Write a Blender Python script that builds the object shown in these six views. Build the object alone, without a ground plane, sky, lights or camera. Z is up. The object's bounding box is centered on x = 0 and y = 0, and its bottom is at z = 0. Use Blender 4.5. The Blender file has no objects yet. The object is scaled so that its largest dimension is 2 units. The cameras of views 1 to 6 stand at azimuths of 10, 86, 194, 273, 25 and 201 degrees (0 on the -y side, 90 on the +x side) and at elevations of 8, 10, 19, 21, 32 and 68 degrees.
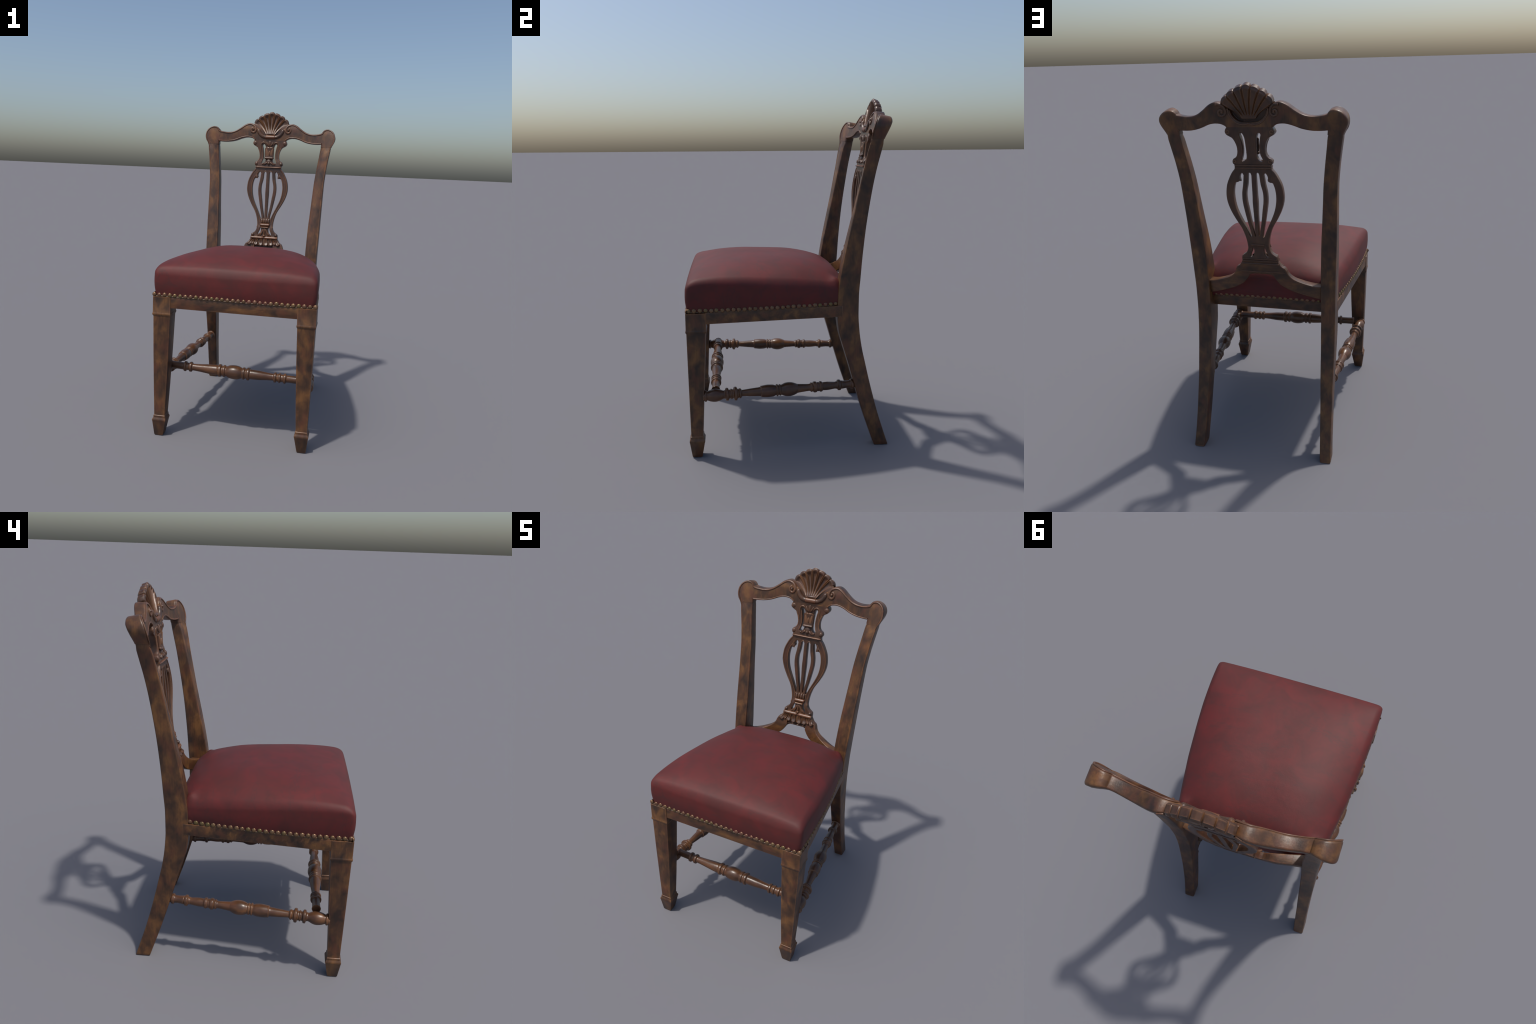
"""Antique side chair: pierced lyre splat, shell crest, red leather seat, turned stretchers."""
import bpy, bmesh, math, random
import numpy as np
from mathutils import Vector, Matrix

rng = random.Random(7)
COL = bpy.context.scene.collection

# ------------------------------------------------------------------ materials
def nodes_of(name):
    m = bpy.data.materials.new(name)
    m.use_nodes = True
    nt = m.node_tree
    nt.nodes.clear()
    out = nt.nodes.new("ShaderNodeOutputMaterial")
    b = nt.nodes.new("ShaderNodeBsdfPrincipled")
    nt.links.new(b.outputs[0], out.inputs[0])
    return m, nt, b

def add(nt, kind, **kw):
    n = nt.nodes.new(kind)
    for k, v in kw.items():
        setattr(n, k, v)
    return n

def noise(nt, vec, scale, detail=3.0, rough=0.55, dist=0.0):
    n = add(nt, "ShaderNodeTexNoise")
    n.inputs["Scale"].default_value = scale
    n.inputs["Detail"].default_value = detail
    n.inputs["Roughness"].default_value = rough
    n.inputs["Distortion"].default_value = dist
    nt.links.new(vec, n.inputs["Vector"])
    return n.outputs["Fac"]

def mapped(nt, scale, loc=(0, 0, 0)):
    tc = add(nt, "ShaderNodeTexCoord")
    mp = add(nt, "ShaderNodeMapping")
    mp.inputs["Scale"].default_value = scale
    mp.inputs["Location"].default_value = loc
    nt.links.new(tc.outputs["Object"], mp.inputs["Vector"])
    return mp.outputs[0]

def ramp(nt, fac, stops):
    r = add(nt, "ShaderNodeValToRGB")
    cr = r.color_ramp
    while len(cr.elements) < len(stops):
        cr.elements.new(0.5)
    for e, (p, c) in zip(cr.elements, stops):
        e.position = p
        e.color = (*c, 1) if len(c) == 3 else c
    nt.links.new(fac, r.inputs[0])
    return r.outputs[0]

def mask(nt, fac, lo, hi):
    r = add(nt, "ShaderNodeMapRange")
    r.inputs["From Min"].default_value = lo
    r.inputs["From Max"].default_value = hi
    r.clamp = True
    nt.links.new(fac, r.inputs["Value"])
    return r.outputs[0]

def mix(nt, fac, a, b, mode="MIX"):
    m = add(nt, "ShaderNodeMix", data_type="RGBA", blend_type=mode)
    for sock, v in ((m.inputs[0], fac), (m.inputs[6], a), (m.inputs[7], b)):
        if isinstance(v, (int, float)):
            sock.default_value = v
        elif isinstance(v, tuple):
            sock.default_value = (*v, 1)
        else:
            nt.links.new(v, sock)
    return m.outputs[2]

def math_node(nt, op, a, b=0.0):
    m = add(nt, "ShaderNodeMath", operation=op)
    for s, v in zip(m.inputs, (a, b)):
        if isinstance(v, (int, float)):
            s.default_value = v
        else:
            nt.links.new(v, s)
    return m.outputs[0]

def edge_wear(nt, radius, lo, hi):
    """1 on worn, rounded-over edges, 0 on flats."""
    bv = add(nt, "ShaderNodeBevel", samples=6)
    bv.inputs["Radius"].default_value = radius
    geo = add(nt, "ShaderNodeNewGeometry")
    d = add(nt, "ShaderNodeVectorMath", operation="DOT_PRODUCT")
    nt.links.new(bv.outputs[0], d.inputs[0])
    nt.links.new(geo.outputs["Normal"], d.inputs[1])
    return mask(nt, math_node(nt, "SUBTRACT", 1.0, d.outputs["Value"]), lo, hi)

def bump(nt, b, height, strength, dist):
    n = add(nt, "ShaderNodeBump")
    n.inputs["Strength"].default_value = strength
    n.inputs["Distance"].default_value = dist
    nt.links.new(height, n.inputs["Height"])
    nt.links.new(n.outputs[0], b.inputs["Normal"])

def wood(name, grain, dark, mid, light, red, rough=0.40, wear=0.75, seed=0.0, mott=16.0, ramp_pos=(0.31, 0.49, 0.68)):
    """Stained walnut: cloudy light and dark mottling, reddish patches, fine grain, worn pale edges."""
    m, nt, b = nodes_of(name)
    sq = [1.0, 1.0, 1.0]
    sq[grain] = 0.62
    v = mapped(nt, sq, (seed, seed * 2, seed * 3))
    cloud = noise(nt, v, mott, 4, 0.52, 0.35)
    col = ramp(nt, cloud, [(ramp_pos[0], dark), (ramp_pos[1], mid), (ramp_pos[2], light)])
    redm = mask(nt, noise(nt, mapped(nt, sq, (3.1 + seed, 1.7, 0.4)), mott * 1.3, 2, 0.5), 0.5, 0.68)
    col = mix(nt, math_node(nt, "MULTIPLY", redm, 0.55), col, red)
    st = [150.0, 150.0, 150.0]
    st[grain] = 7.0
    gr = noise(nt, mapped(nt, st), 1.0, 3, 0.6)
    g2 = mask(nt, gr, 0.3, 0.7)
    col = mix(nt, 0.3, col, ramp(nt, g2, [(0.0, (0.62, 0.6, 0.58)), (1.0, (1.25, 1.25, 1.25))]), "MULTIPLY")
    ss = [46.0, 46.0, 46.0]
    ss[grain] = 9.0
    streak = mask(nt, noise(nt, mapped(nt, ss, (2, 7, 1)), 1.0, 4, 0.62, 0.3), 0.54, 0.66)
    col = mix(nt, math_node(nt, "MULTIPLY", streak, 0.34), col, dark)
    blotch = mask(nt, noise(nt, mapped(nt, sq, (9, 2, 5)), mott * 2.6, 3, 0.6), 0.56, 0.7)
    col = mix(nt, math_node(nt, "MULTIPLY", blotch, 0.22), col, dark)
    if wear:
        e = edge_wear(nt, 0.011, 0.02, 0.14)
        e = math_node(nt, "MULTIPLY", e, mask(nt, noise(nt, v, 22, 2), 0.15, 0.5))
        col = mix(nt, math_node(nt, "MULTIPLY", e, wear), col, (0.215, 0.100, 0.046))
    nt.links.new(col, b.inputs["Base Color"])
    rr = add(nt, "ShaderNodeMapRange")
    rr.inputs["To Min"].default_value = rough - 0.05
    rr.inputs["To Max"].default_value = rough + 0.1
    nt.links.new(gr, rr.inputs["Value"])
    nt.links.new(rr.outputs[0], b.inputs["Roughness"])
    b.inputs["Specular IOR Level"].default_value = 0.5
    bump(nt, b, math_node(nt, "ADD", gr, math_node(nt, "MULTIPLY", noise(nt, v, 45, 3), 1.5)), 0.14, 0.003)
    return m

WD, WM, WL, WR = (0.030, 0.0160, 0.0105), (0.078, 0.0350, 0.0155), (0.172, 0.0760, 0.0240), (0.112, 0.0360, 0.0180)
M_POST = wood("stained_walnut_upright", 2, WD, WM, WL, WR)
M_RAIL = wood("stained_walnut_rail", 0, WD, WM, WL, WR, seed=1.3)
M_CARVE = wood("carved_walnut", 2, (0.034, 0.018, 0.0125), (0.068, 0.033, 0.019), (0.105, 0.049, 0.024), (0.085, 0.032, 0.019), rough=0.34, wear=0.75, seed=2.1, mott=14)
M_TURN = wood("turned_walnut", 0, (0.040, 0.019, 0.011), (0.084, 0.037, 0.0175), (0.148, 0.063, 0.025), (0.102, 0.038, 0.018), rough=0.31, wear=0.75, seed=4.4, mott=13)
M_TURN_SIDE = wood("turned_walnut_lengthwise", 1, (0.040, 0.019, 0.011), (0.084, 0.037, 0.0175), (0.148, 0.063, 0.025), (0.102, 0.038, 0.018), rough=0.31, wear=0.75, seed=5.2, mott=13)
M_BAND = wood("polished_carved_band", 0, (0.060, 0.026, 0.013), (0.108, 0.044, 0.020), (0.150, 0.062, 0.027), (0.120, 0.042, 0.020), rough=0.32, wear=0.4, seed=6.0, mott=16)

def leather():
    m, nt, b = nodes_of("aged_red_leather")
    v = mapped(nt, (1, 1, 1))
    n1 = noise(nt, v, 7.5, 7, 0.66, 0.6)
    col = ramp(nt, n1, [(0.32, (0.074, 0.0158, 0.0140)), (0.5, (0.093, 0.0156, 0.0142)), (0.68, (0.118, 0.0156, 0.0146))])
    scuff = mask(nt, noise(nt, mapped(nt, (1, 1, 1), (4, 1, 2)), 9, 6, 0.65, 0.8), 0.56, 0.72)
    col = mix(nt, math_node(nt, "MULTIPLY", scuff, 0.28), col, (0.066, 0.024, 0.021))
    # faint creased line where the hide has been folded
    cr = noise(nt, mapped(nt, (3, 14, 5), (0.3, 0.2, 0.7)), 1.6, 4, 0.6, 0.6)
    crm = mask(nt, math_node(nt, "ABSOLUTE", math_node(nt, "SUBTRACT", cr, 0.62)), 0.03, 0.0)
    col = mix(nt, math_node(nt, "MULTIPLY", crm, 0.4), col, (0.050, 0.020, 0.019))
    nt.links.new(col, b.inputs["Base Color"])
    b.inputs["Roughness"].default_value = 0.62
    b.inputs["Specular IOR Level"].default_value = 0.36
    vo = add(nt, "ShaderNodeTexVoronoi")
    vo.inputs["Scale"].default_value = 260
    nt.links.new(v, vo.inputs["Vector"])
    h = math_node(nt, "ADD", math_node(nt, "MULTIPLY", vo.outputs["Distance"], 0.25), noise(nt, v, 30, 3))
    bump(nt, b, h, 0.10, 0.004)
    return m

def brass():
    m, nt, b = nodes_of("antique_brass")
    oi = add(nt, "ShaderNodeObjectInfo")
    col = ramp(nt, oi.outputs["Random"], [(0.0, (0.180, 0.105, 0.050)), (0.35, (0.195, 0.108, 0.064)), (0.6, (0.150, 0.112, 0.042)), (0.85, (0.200, 0.088, 0.062)), (1.0, (0.130, 0.078, 0.038))])
    v = mapped(nt, (1, 1, 1))
    col = mix(nt, mask(nt, noise(nt, v, 160, 2), 0.5, 0.7), col, (0.13, 0.08, 0.04))
    nt.links.new(col, b.inputs["Base Color"])
    b.inputs["Metallic"].default_value = 0.55
    b.inputs["Roughness"].default_value = 0.38
    bump(nt, b, noise(nt, v, 200, 2), 0.3, 0.002)
    return m

def canvas():
    m, nt, b = nodes_of("dark_canvas")
    v = mapped(nt, (1, 1, 1))
    col = ramp(nt, noise(nt, v, 120, 3), [(0.3, (0.03, 0.025, 0.02)), (0.7, (0.06, 0.05, 0.04))])
    nt.links.new(col, b.inputs["Base Color"])
    b.inputs["Roughness"].default_value = 0.9
    return m

M_BEAD = wood("worn_edge_bead", 0, (0.055, 0.026, 0.0145), (0.110, 0.048, 0.023), (0.160, 0.072, 0.034), (0.120, 0.045, 0.024), rough=0.36, wear=0, seed=7.7, mott=20)
M_BROWN_STRIP = wood("dull_brown_strip", 0, (0.050, 0.030, 0.018), (0.095, 0.058, 0.032), (0.150, 0.098, 0.055), (0.110, 0.060, 0.040), rough=0.42, wear=0, seed=8.3, mott=40)
M_LEATHER, M_BRASS, M_CANVAS = leather(), brass(), canvas()

# ------------------------------------------------------------------ helpers
def link(name, mesh, mat, parent, sharp=38.0):
    if mat is not None and not mesh.materials:
        mesh.materials.append(mat)
    ob = bpy.data.objects.new(name, mesh)
    COL.objects.link(ob)
    ob.parent = parent
    return ob

def mesh_from(name, verts, faces, sharp=38.0, recalc=True):
    me = bpy.data.meshes.new(name)
    me.from_pydata([tuple(map(float, v)) for v in verts], [], faces)
    if recalc:
        bm = bmesh.new()
        bm.from_mesh(me)
        bmesh.ops.remove_doubles(bm, verts=bm.verts, dist=1e-6)
        bmesh.ops.recalc_face_normals(bm, faces=bm.faces)
        bm.to_mesh(me)
        bm.free()
    me.polygons.foreach_set("use_smooth", [True] * len(me.polygons))
    me.set_sharp_from_angle(angle=math.radians(sharp))
    return me

def make(name, verts, faces, mat, parent, sharp=38.0):
    return link(name, mesh_from(name, verts, faces, sharp), mat, parent)

def loft(loops, cap=True):
    n = len(loops[0])
    verts = [p for lp in loops for p in lp]
    faces = []
    for i in range(len(loops) - 1):
        for j in range(n):
            k = (j + 1) % n
            faces.append((i * n + j, i * n + k, (i + 1) * n + k, (i + 1) * n + j))
    if cap:
        faces.append(tuple(range(n))[::-1])
        faces.append(tuple(range((len(loops) - 1) * n, len(loops) * n)))
    return verts, faces

def smooth_fn(xs, ys):
    """Monotone-ish smooth interpolation (cubic Hermite with limited slopes)."""
    xs, ys = np.array(xs, float), np.array(ys, float)
    d = np.diff(ys) / np.diff(xs)
    m = np.zeros(len(xs))
    m[0], m[-1] = d[0], d[-1]
    for i in range(1, len(xs) - 1):
        m[i] = 0 if d[i - 1] * d[i] <= 0 else 2 * d[i - 1] * d[i] / (d[i - 1] + d[i])
    def f(x):
        x = min(max(x, xs[0]), xs[-1])
        i = min(int(np.searchsorted(xs, x, side="right")) - 1, len(xs) - 2)
        h = xs[i + 1] - xs[i]
        t = (x - xs[i]) / h
        return ((1 + 2 * t) * (1 - t) ** 2 * ys[i] + t * (1 - t) ** 2 * h * m[i]
                + t * t * (3 - 2 * t) * ys[i + 1] + t * t * (t - 1) * h * m[i + 1])
    return f

def catmull(pts, n=5, closed=False):
    P = [np.array(p, float) for p in pts]
    out = []
    N = len(P)
    for i in range(N if closed else N - 1):
        p1, p2 = P[i], P[(i + 1) % N]
        p0 = P[(i - 1) % N] if (closed or i > 0) else 2 * p1 - p2
        p3 = P[(i + 2) % N] if (closed or i + 2 < N) else 2 * p2 - p1
        for k in range(n):
            t = k / n
            out.append(0.5 * (2 * p1 + (p2 - p0) * t + (2 * p0 - 5 * p1 + 4 * p2 - p3) * t * t + (3 * p1 - p0 - 3 * p2 + p3) * t ** 3))
    if not closed:
        out.append(P[-1])
    return out

def outline(segments, n=5):
    """Open spline segments joined at sharp corners."""
    out = []
    for s in segments:
        c = catmull(s, n) if len(s) > 2 else [np.array(p, float) for p in s]
        if out and np.linalg.norm(out[-1] - c[0]) < 1e-6:
            c = c[1:]
        out += c
    return out

def mirror_closed(half):
    """half runs from the centre line to the centre line on the +x side."""
    other = [np.array((-p[0], p[1])) for p in half[::-1]]
    if abs(half[-1][0]) < 1e-6:
        other = other[1:]
    if abs(half[0][0]) < 1e-6:
        other = other[:-1]
    return half + other

# ------------------------------------------------------------------ root and the surface of the back
chair = bpy.data.objects.new("wooden_chair", None)
COL.objects.link(chair)
chair["label"] = "antique carved walnut dining chair with red leather seat"
chair["category"] = "chair"

yc = smooth_fn([0.85, 0.95, 1.00, 1.05, 1.10, 1.12, 1.17, 1.20, 1.25, 1.30, 1.35, 1.45, 1.55, 1.61, 1.64, 1.67, 1.71, 1.78, 1.87, 1.90, 1.92, 2.00],
               [0.366, 0.379, 0.385, 0.396, 0.406, 0.412, 0.419, 0.429, 0.437, 0.443, 0.448, 0.455, 0.463, 0.469, 0.474, 0.482, 0.486, 0.490, 0.4995, 0.507, 0.514, 0.537])
hollow_k = smooth_fn([1.0, 1.30, 1.60, 1.70, 1.757, 1.80, 1.84, 1.89, 2.0], [0.0, 0.45, 0.70, 0.645, 0.545, 0.463, 0.400, 0.325, 0.30])

def sstep(a, b, x):
    t = min(max((x - a) / (b - a), 0), 1)
    return t * t * (3 - 2 * t)

def front_y(x, z):
    """Front face of the crest, splat and shoe: leaning back, hollow across the sitter's back."""
    a = max(0.0, abs(x) - 0.10)
    hollow = hollow_k(z) * a * a
    low = 0.33 * (math.sqrt((abs(x) - 0.125) ** 2 + 0.0004) + abs(x) - 0.125) / 2 * (1 - sstep(1.0, 1.3, z))
    return yc(z) - hollow - low

thick_x = smooth_fn([0.0, 0.10, 0.13, 0.16, 0.20, 0.26, 0.33, 0.37, 0.42, 0.46, 0.5], [0.046, 0.046, 0.050, 0.056, 0.058, 0.0545, 0.0525, 0.055, 0.066, 0.071, 0.071])
shoe_extra = smooth_fn([0.0, 0.12, 0.19, 0.25, 0.31, 0.34], [0.003, 0.003, 0.015, 0.021, 0.028, 0.030])
def thick(x, z):
    k = max(sstep(1.66, 1.80, z), sstep(0.2, 0.3, abs(x)) if z > 1.5 else 0.0)
    shoe = shoe_extra(abs(x)) * sstep(1.095, 1.075, z)
    knob = sstep(0.36, 0.42, abs(x)) * (0.011 * sstep(1.735, 1.83, z) - 0.007 * sstep(1.85, 1.89, z))
    return (thick_x(abs(x)) + knob) * k + (0.033 + shoe) * (1 - k)

def lean(z):
    return 0.2 * min(max((yc(z + 0.03) - yc(z - 0.03)) / 0.06, 0.0), 0.40) * sstep(1.08, 1.12, z)

def behind(x, z, dep):
    """Point dep behind the face, square to its lean."""
    m = lean(z) + (0.03 + 0.13 * sstep(0.34, 0.41, abs(x))) * sstep(1.80, 1.87, z)
    n = math.sqrt(1 + m * m)
    return (x, front_y(x, z) + dep / n, z - m * dep / n)

def relief(x, z, d):
    return (x, front_y(x, z) - d, z)

# ------------------------------------------------------------------ carved back plate: crest + splat + shoe
outer = mirror_closed(outline([
    [(0, 1.024), (0.045, 1.022), (0.066, 1.013)],
    [(0.066, 1.013), (0.074, 1.000), (0.087, 0.980), (0.109, 0.958), (0.159, 0.929), (0.217, 0.906), (0.275, 0.885), (0.335, 0.868)],
    [(0.335, 0.868), (0.335, 0.948)],
    [(0.335, 0.948), (0.285, 0.953), (0.243, 0.965), (0.206, 0.980), (0.176, 0.995), (0.156, 1.011), (0.143, 1.029), (0.137, 1.047)],
    [(0.137, 1.047), (0.129, 1.062)],
    [(0.129, 1.062), (0.112, 1.073), (0.100, 1.093)],
    [(0.100, 1.093), (0.097, 1.100), (0.096, 1.115), (0.093, 1.129), (0.084, 1.136)],
    [(0.084, 1.136), (0.069, 1.148), (0.060, 1.165), (0.056, 1.183), (0.057, 1.210), (0.064, 1.246), (0.079, 1.288), (0.107, 1.336), (0.130, 1.382), (0.144, 1.427), (0.1465, 1.467), (0.139, 1.513), (0.122, 1.552), (0.107, 1.577), (0.094, 1.592)],
    [(0.094, 1.592), (0.092, 1.602), (0.092, 1.614)],
    [(0.092, 1.614), (0.0985, 1.620), (0.100, 1.631), (0.095, 1.643), (0.081, 1.652), (0.073, 1.664), (0.069, 1.683), (0.070, 1.703), (0.077, 1.726), (0.088, 1.744), (0.101, 1.752), (0.114, 1.760), (0.1205, 1.772), (0.119, 1.785), (0.112, 1.7955)],
    [(0.112, 1.7955), (0.122, 1.804), (0.143, 1.8125), (0.175, 1.8135), (0.210, 1.8045), (0.250, 1.7885), (0.292, 1.7790), (0.333, 1.7765), (0.366, 1.778)],
    [(0.366, 1.778), (0.3600, 1.710)],
    [(0.3600, 1.710), (0.4290, 1.710)],
    [(0.4290, 1.710), (0.4372, 1.755), (0.446, 1.776), (0.457, 1.799), (0.4615, 1.820), (0.459, 1.842), (0.449, 1.863), (0.431, 1.878), (0.406, 1.885), (0.385, 1.880), (0.372, 1.868), (0.366, 1.857)],
    [(0.366, 1.857), (0.350, 1.851), (0.315, 1.8465), (0.280, 1.8495), (0.250, 1.8605), (0.220, 1.880), (0.188, 1.904), (0.160, 1.9155), (0.135, 1.913), (0.113, 1.900), (0.101, 1.884)],
    [(0.101, 1.884), (0.087, 1.878)],
    [(0.087, 1.878), (0.081, 1.856), (0.065, 1.836), (0.040, 1.823), (0, 1.820)],
], 5))

def both(loop):
    return [loop, [np.array((-p[0], p[1])) for p in loop][::-1]]

STR_IN = [(0.029, 1.566), (0.034, 1.516), (0.0432, 1.473), (0.0430, 1.430), (0.0360, 1.384), (0.0270, 1.323), (0.0165, 1.269), (0.0125, 1.243)]
STR_OUT = [(0.050, 1.562), (0.056, 1.515), (0.0635, 1.472), (0.0640, 1.429), (0.0570, 1.383), (0.0450, 1.322), (0.0330, 1.269), (0.0290, 1.246)]
LIMB_IN = [(0.037, 1.242), (0.057, 1.290), (0.077, 1.332), (0.096, 1.377), (0.106, 1.418), (0.109, 1.460), (0.105, 1.496), (0.097, 1.522)]
slot_a = outline([[(0.0105, 1.562), (0.0110, 1.514), (0.0112, 1.460), (0.0124, 1.418), (0.0102, 1.356), (0.0095, 1.279), (0.0085, 1.246)],
                  [(0.0085, 1.246), (0.0125, 1.243)], STR_IN[::-1], [(0.029, 1.566), (0.0235, 1.575), (0.0155, 1.574), (0.0105, 1.562)]], 4)
slot_b = outline([STR_OUT, [(0.0290, 1.246), (0.032, 1.240), (0.037, 1.242)], LIMB_IN,
                  [(0.097, 1.522), (0.090, 1.526), (0.084, 1.526)], [(0.084, 1.526), (0.074, 1.531), (0.070, 1.540)],
                  [(0.070, 1.540), (0.0725, 1.549), (0.070, 1.560), (0.064, 1.570), (0.057, 1.573), (0.050, 1.562)]], 4)
neck = catmull([(0.047, 1.769), (0.0525, 1.761), (0.048, 1.742), (0.0430, 1.715), (0.0415, 1.689), (0.0445, 1.664), (0.053, 1.640), (0.047, 1.632), (0.036, 1.635),
                (0.027, 1.648), (0.0245, 1.670), (0.0255, 1.710), (0.028, 1.745), (0.034, 1.762), (0.040, 1.769)], 4, True)
gusset = catmull([(0.0325, 1.178), (0.037, 1.159), (0.0485, 1.132), (0.047, 1.124), (0.038, 1.125), (0.029, 1.139), (0.0255, 1.158), (0.0275, 1.173)], 4, True)

def filled_plate(loops, bevel, res=2):
    """Rounded-edge slab from 2D outlines with holes, as a bmesh in (x, z, depth -0.5 front .. 0.5 back)."""
    cu = bpy.data.curves.new("plate", "CURVE")
    cu.dimensions = "2D"
    cu.fill_mode = "BOTH"
    cu.extrude = 0.5 - bevel * 20
    cu.bevel_depth = bevel
    cu.bevel_resolution = res
    cu.offset = -bevel
    for lp in loops:
        sp = cu.splines.new("POLY")
        sp.points.add(len(lp) - 1)
        sp.points.foreach_set("co", [c for p in lp for c in (p[0], p[1], 0, 1)])
        sp.use_cyclic_u = True
    cu.extrude = 0.019
    tmp = bpy.data.objects.new("plate_tmp", cu)
    COL.objects.link(tmp)
    dg = bpy.context.evaluated_depsgraph_get()
    me = bpy.data.meshes.new_from_object(tmp.evaluated_get(dg))
    bpy.data.objects.remove(tmp)
    bpy.data.curves.remove(cu)
    bm = bmesh.new()
    bm.from_mesh(me)
    bpy.data.meshes.remove(me)
    bmesh.ops.remove_doubles(bm, verts=bm.verts, dist=1e-6)
    return bm, 0.019 + bevel

Z_CREST, Z_SHOE, Z_STR0, Z_STR1, Z_EAR = 1.797, 1.0935, 1.262, 1.552, 1.757
LOOPS = [outer] + both(slot_a) + both(slot_b) + both(neck) + both(gusset)

def slice_plate(bm, xs, zs):
    for ax, c in [("z", z) for z in zs] + [("x", x) for x in xs]:
        bmesh.ops.bisect_plane(bm, geom=bm.verts[:] + bm.edges[:] + bm.faces[:], dist=1e-5,
                               plane_co=(c, 0, 0) if ax == "x" else (0, c, 0), plane_no=(1, 0, 0) if ax == "x" else (0, 1, 0))

def keep(bm, test):
    bmesh.ops.delete(bm, geom=[f for f in bm.faces if not test(*f.calc_center_median()[:2])], context="FACES")

def is_crest(x, z):
    return z > Z_CREST or (abs(x) > 0.15 and z > Z_EAR)

# crest: fuller rounding; splat and shoe: crisper edges; both cut from the one outline and butted on one line
bm, half = filled_plate(LOOPS, 0.0085, 3)
slice_plate(bm, np.arange(-0.44, 0.45, 0.02), list(np.arange(1.70, 1.92, 0.02)) + [Z_CREST, Z_EAR])
keep(bm, is_crest)
for v in bm.verts:
    v.co.z /= half
bm2, half = filled_plate(LOOPS, 0.0045)
slice_plate(bm2, list(np.arange(-0.44, 0.45, 0.02)) + [-0.0665, -0.0605, 0.0605, 0.0665], list(np.arange(0.88, 1.80, 0.02)) + [1.046, 1.0515, Z_CREST, Z_SHOE, Z_STR0, Z_STR1, Z_EAR])
keep(bm2, lambda x, z: z < Z_CREST and not (abs(x) > 0.15 and z > 1.2))
for v in bm2.verts:
    v.co.z /= half
half = 1.0
tmp = bpy.data.meshes.new("tmp")
bm2.to_mesh(tmp)
bm2.free()
bm.from_mesh(tmp)
bpy.data.meshes.remove(tmp)
# wing bottoms below the junction line belong to the crest
region = {}
limb_in_x = smooth_fn([p[1] for p in LIMB_IN], [p[0] for p in LIMB_IN])
str_out_x = smooth_fn([p[1] for p in STR_OUT[::-1]], [p[0] for p in STR_OUT[::-1]])
str_in_x = smooth_fn([p[1] for p in STR_IN[::-1]], [p[0] for p in STR_IN[::-1]])
for f in bm.faces:
    c = f.calc_center_median()
    x, z = c.x, c.y
    if is_crest(x, z):
        r = "crest_rail"
    elif z < Z_SHOE:
        r = "shoe_rail"
    elif Z_STR0 < z < Z_STR1 and abs(x) < 0.5 * (limb_in_x(z) + str_out_x(z)):
        r = "string" if abs(x) < 0.5 * (0.010 + str_in_x(z)) else ("string_l" if x < 0 else "string_r")
    else:
        r = "splat"
    f.material_index = ["crest_rail", "splat", "shoe_rail", "string", "string_l", "string_r"].index(r)
for v in bm.verts:
    x, z, dpt = v.co
    t = (1 - dpt / half) / 2          # curve +z is the front face
    if abs(x) < 0.067 and z < 1.052:      # ground cut back under the hanging leaves
        t = max(t, 0.48 * sstep(0.0665, 0.0605, abs(x)) * sstep(1.0515, 1.046, z))
    v.co = behind(x, z, t * thick(x, z))
bmesh.ops.recalc_face_normals(bm, faces=bm.faces)
whole = bpy.data.meshes.new("whole")
bm.to_mesh(whole)
bm.free()
whole.polygons.foreach_set("use_smooth", [True] * len(whole.polygons))
whole.set_sharp_from_angle(angle=math.radians(50))
cn = np.zeros(len(whole.loops) * 3)
whole.corner_normals.foreach_get("vector", cn)
cn = cn.reshape(-1, 3)
co = np.zeros(len(whole.vertices) * 3)
whole.vertices.foreach_get("co", co)
co = co.reshape(-1, 3)

def region_mesh(idx, name):
    vmap, verts, faces, norms = {}, [], [], []
    for p in whole.polygons:
        if p.material_index != idx:
            continue
        f = []
        for li, vi in zip(p.loop_indices, p.vertices):
            if vi not in vmap:
                vmap[vi] = len(verts)
                verts.append(tuple(co[vi]))
            f.append(vmap[vi])
            norms.append(tuple(cn[li]))
        faces.append(f)
    me = bpy.data.meshes.new(name)
    me.from_pydata(verts, [], faces)
    me.polygons.foreach_set("use_smooth", [True] * len(faces))
    me.normals_split_custom_set(norms)
    return me

crest = link("crest_rail", region_mesh(0, "crest_rail"), M_POST, chair)
splat = link("splat", region_mesh(1, "splat"), M_CARVE, chair)
shoe = link("shoe_rail", region_mesh(2, "shoe_rail"), M_RAIL, chair)
for i in (3, 4, 5):
    link("string", region_mesh(i, "string"), M_CARVE, splat)
bpy.data.meshes.remove(whole)

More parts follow.
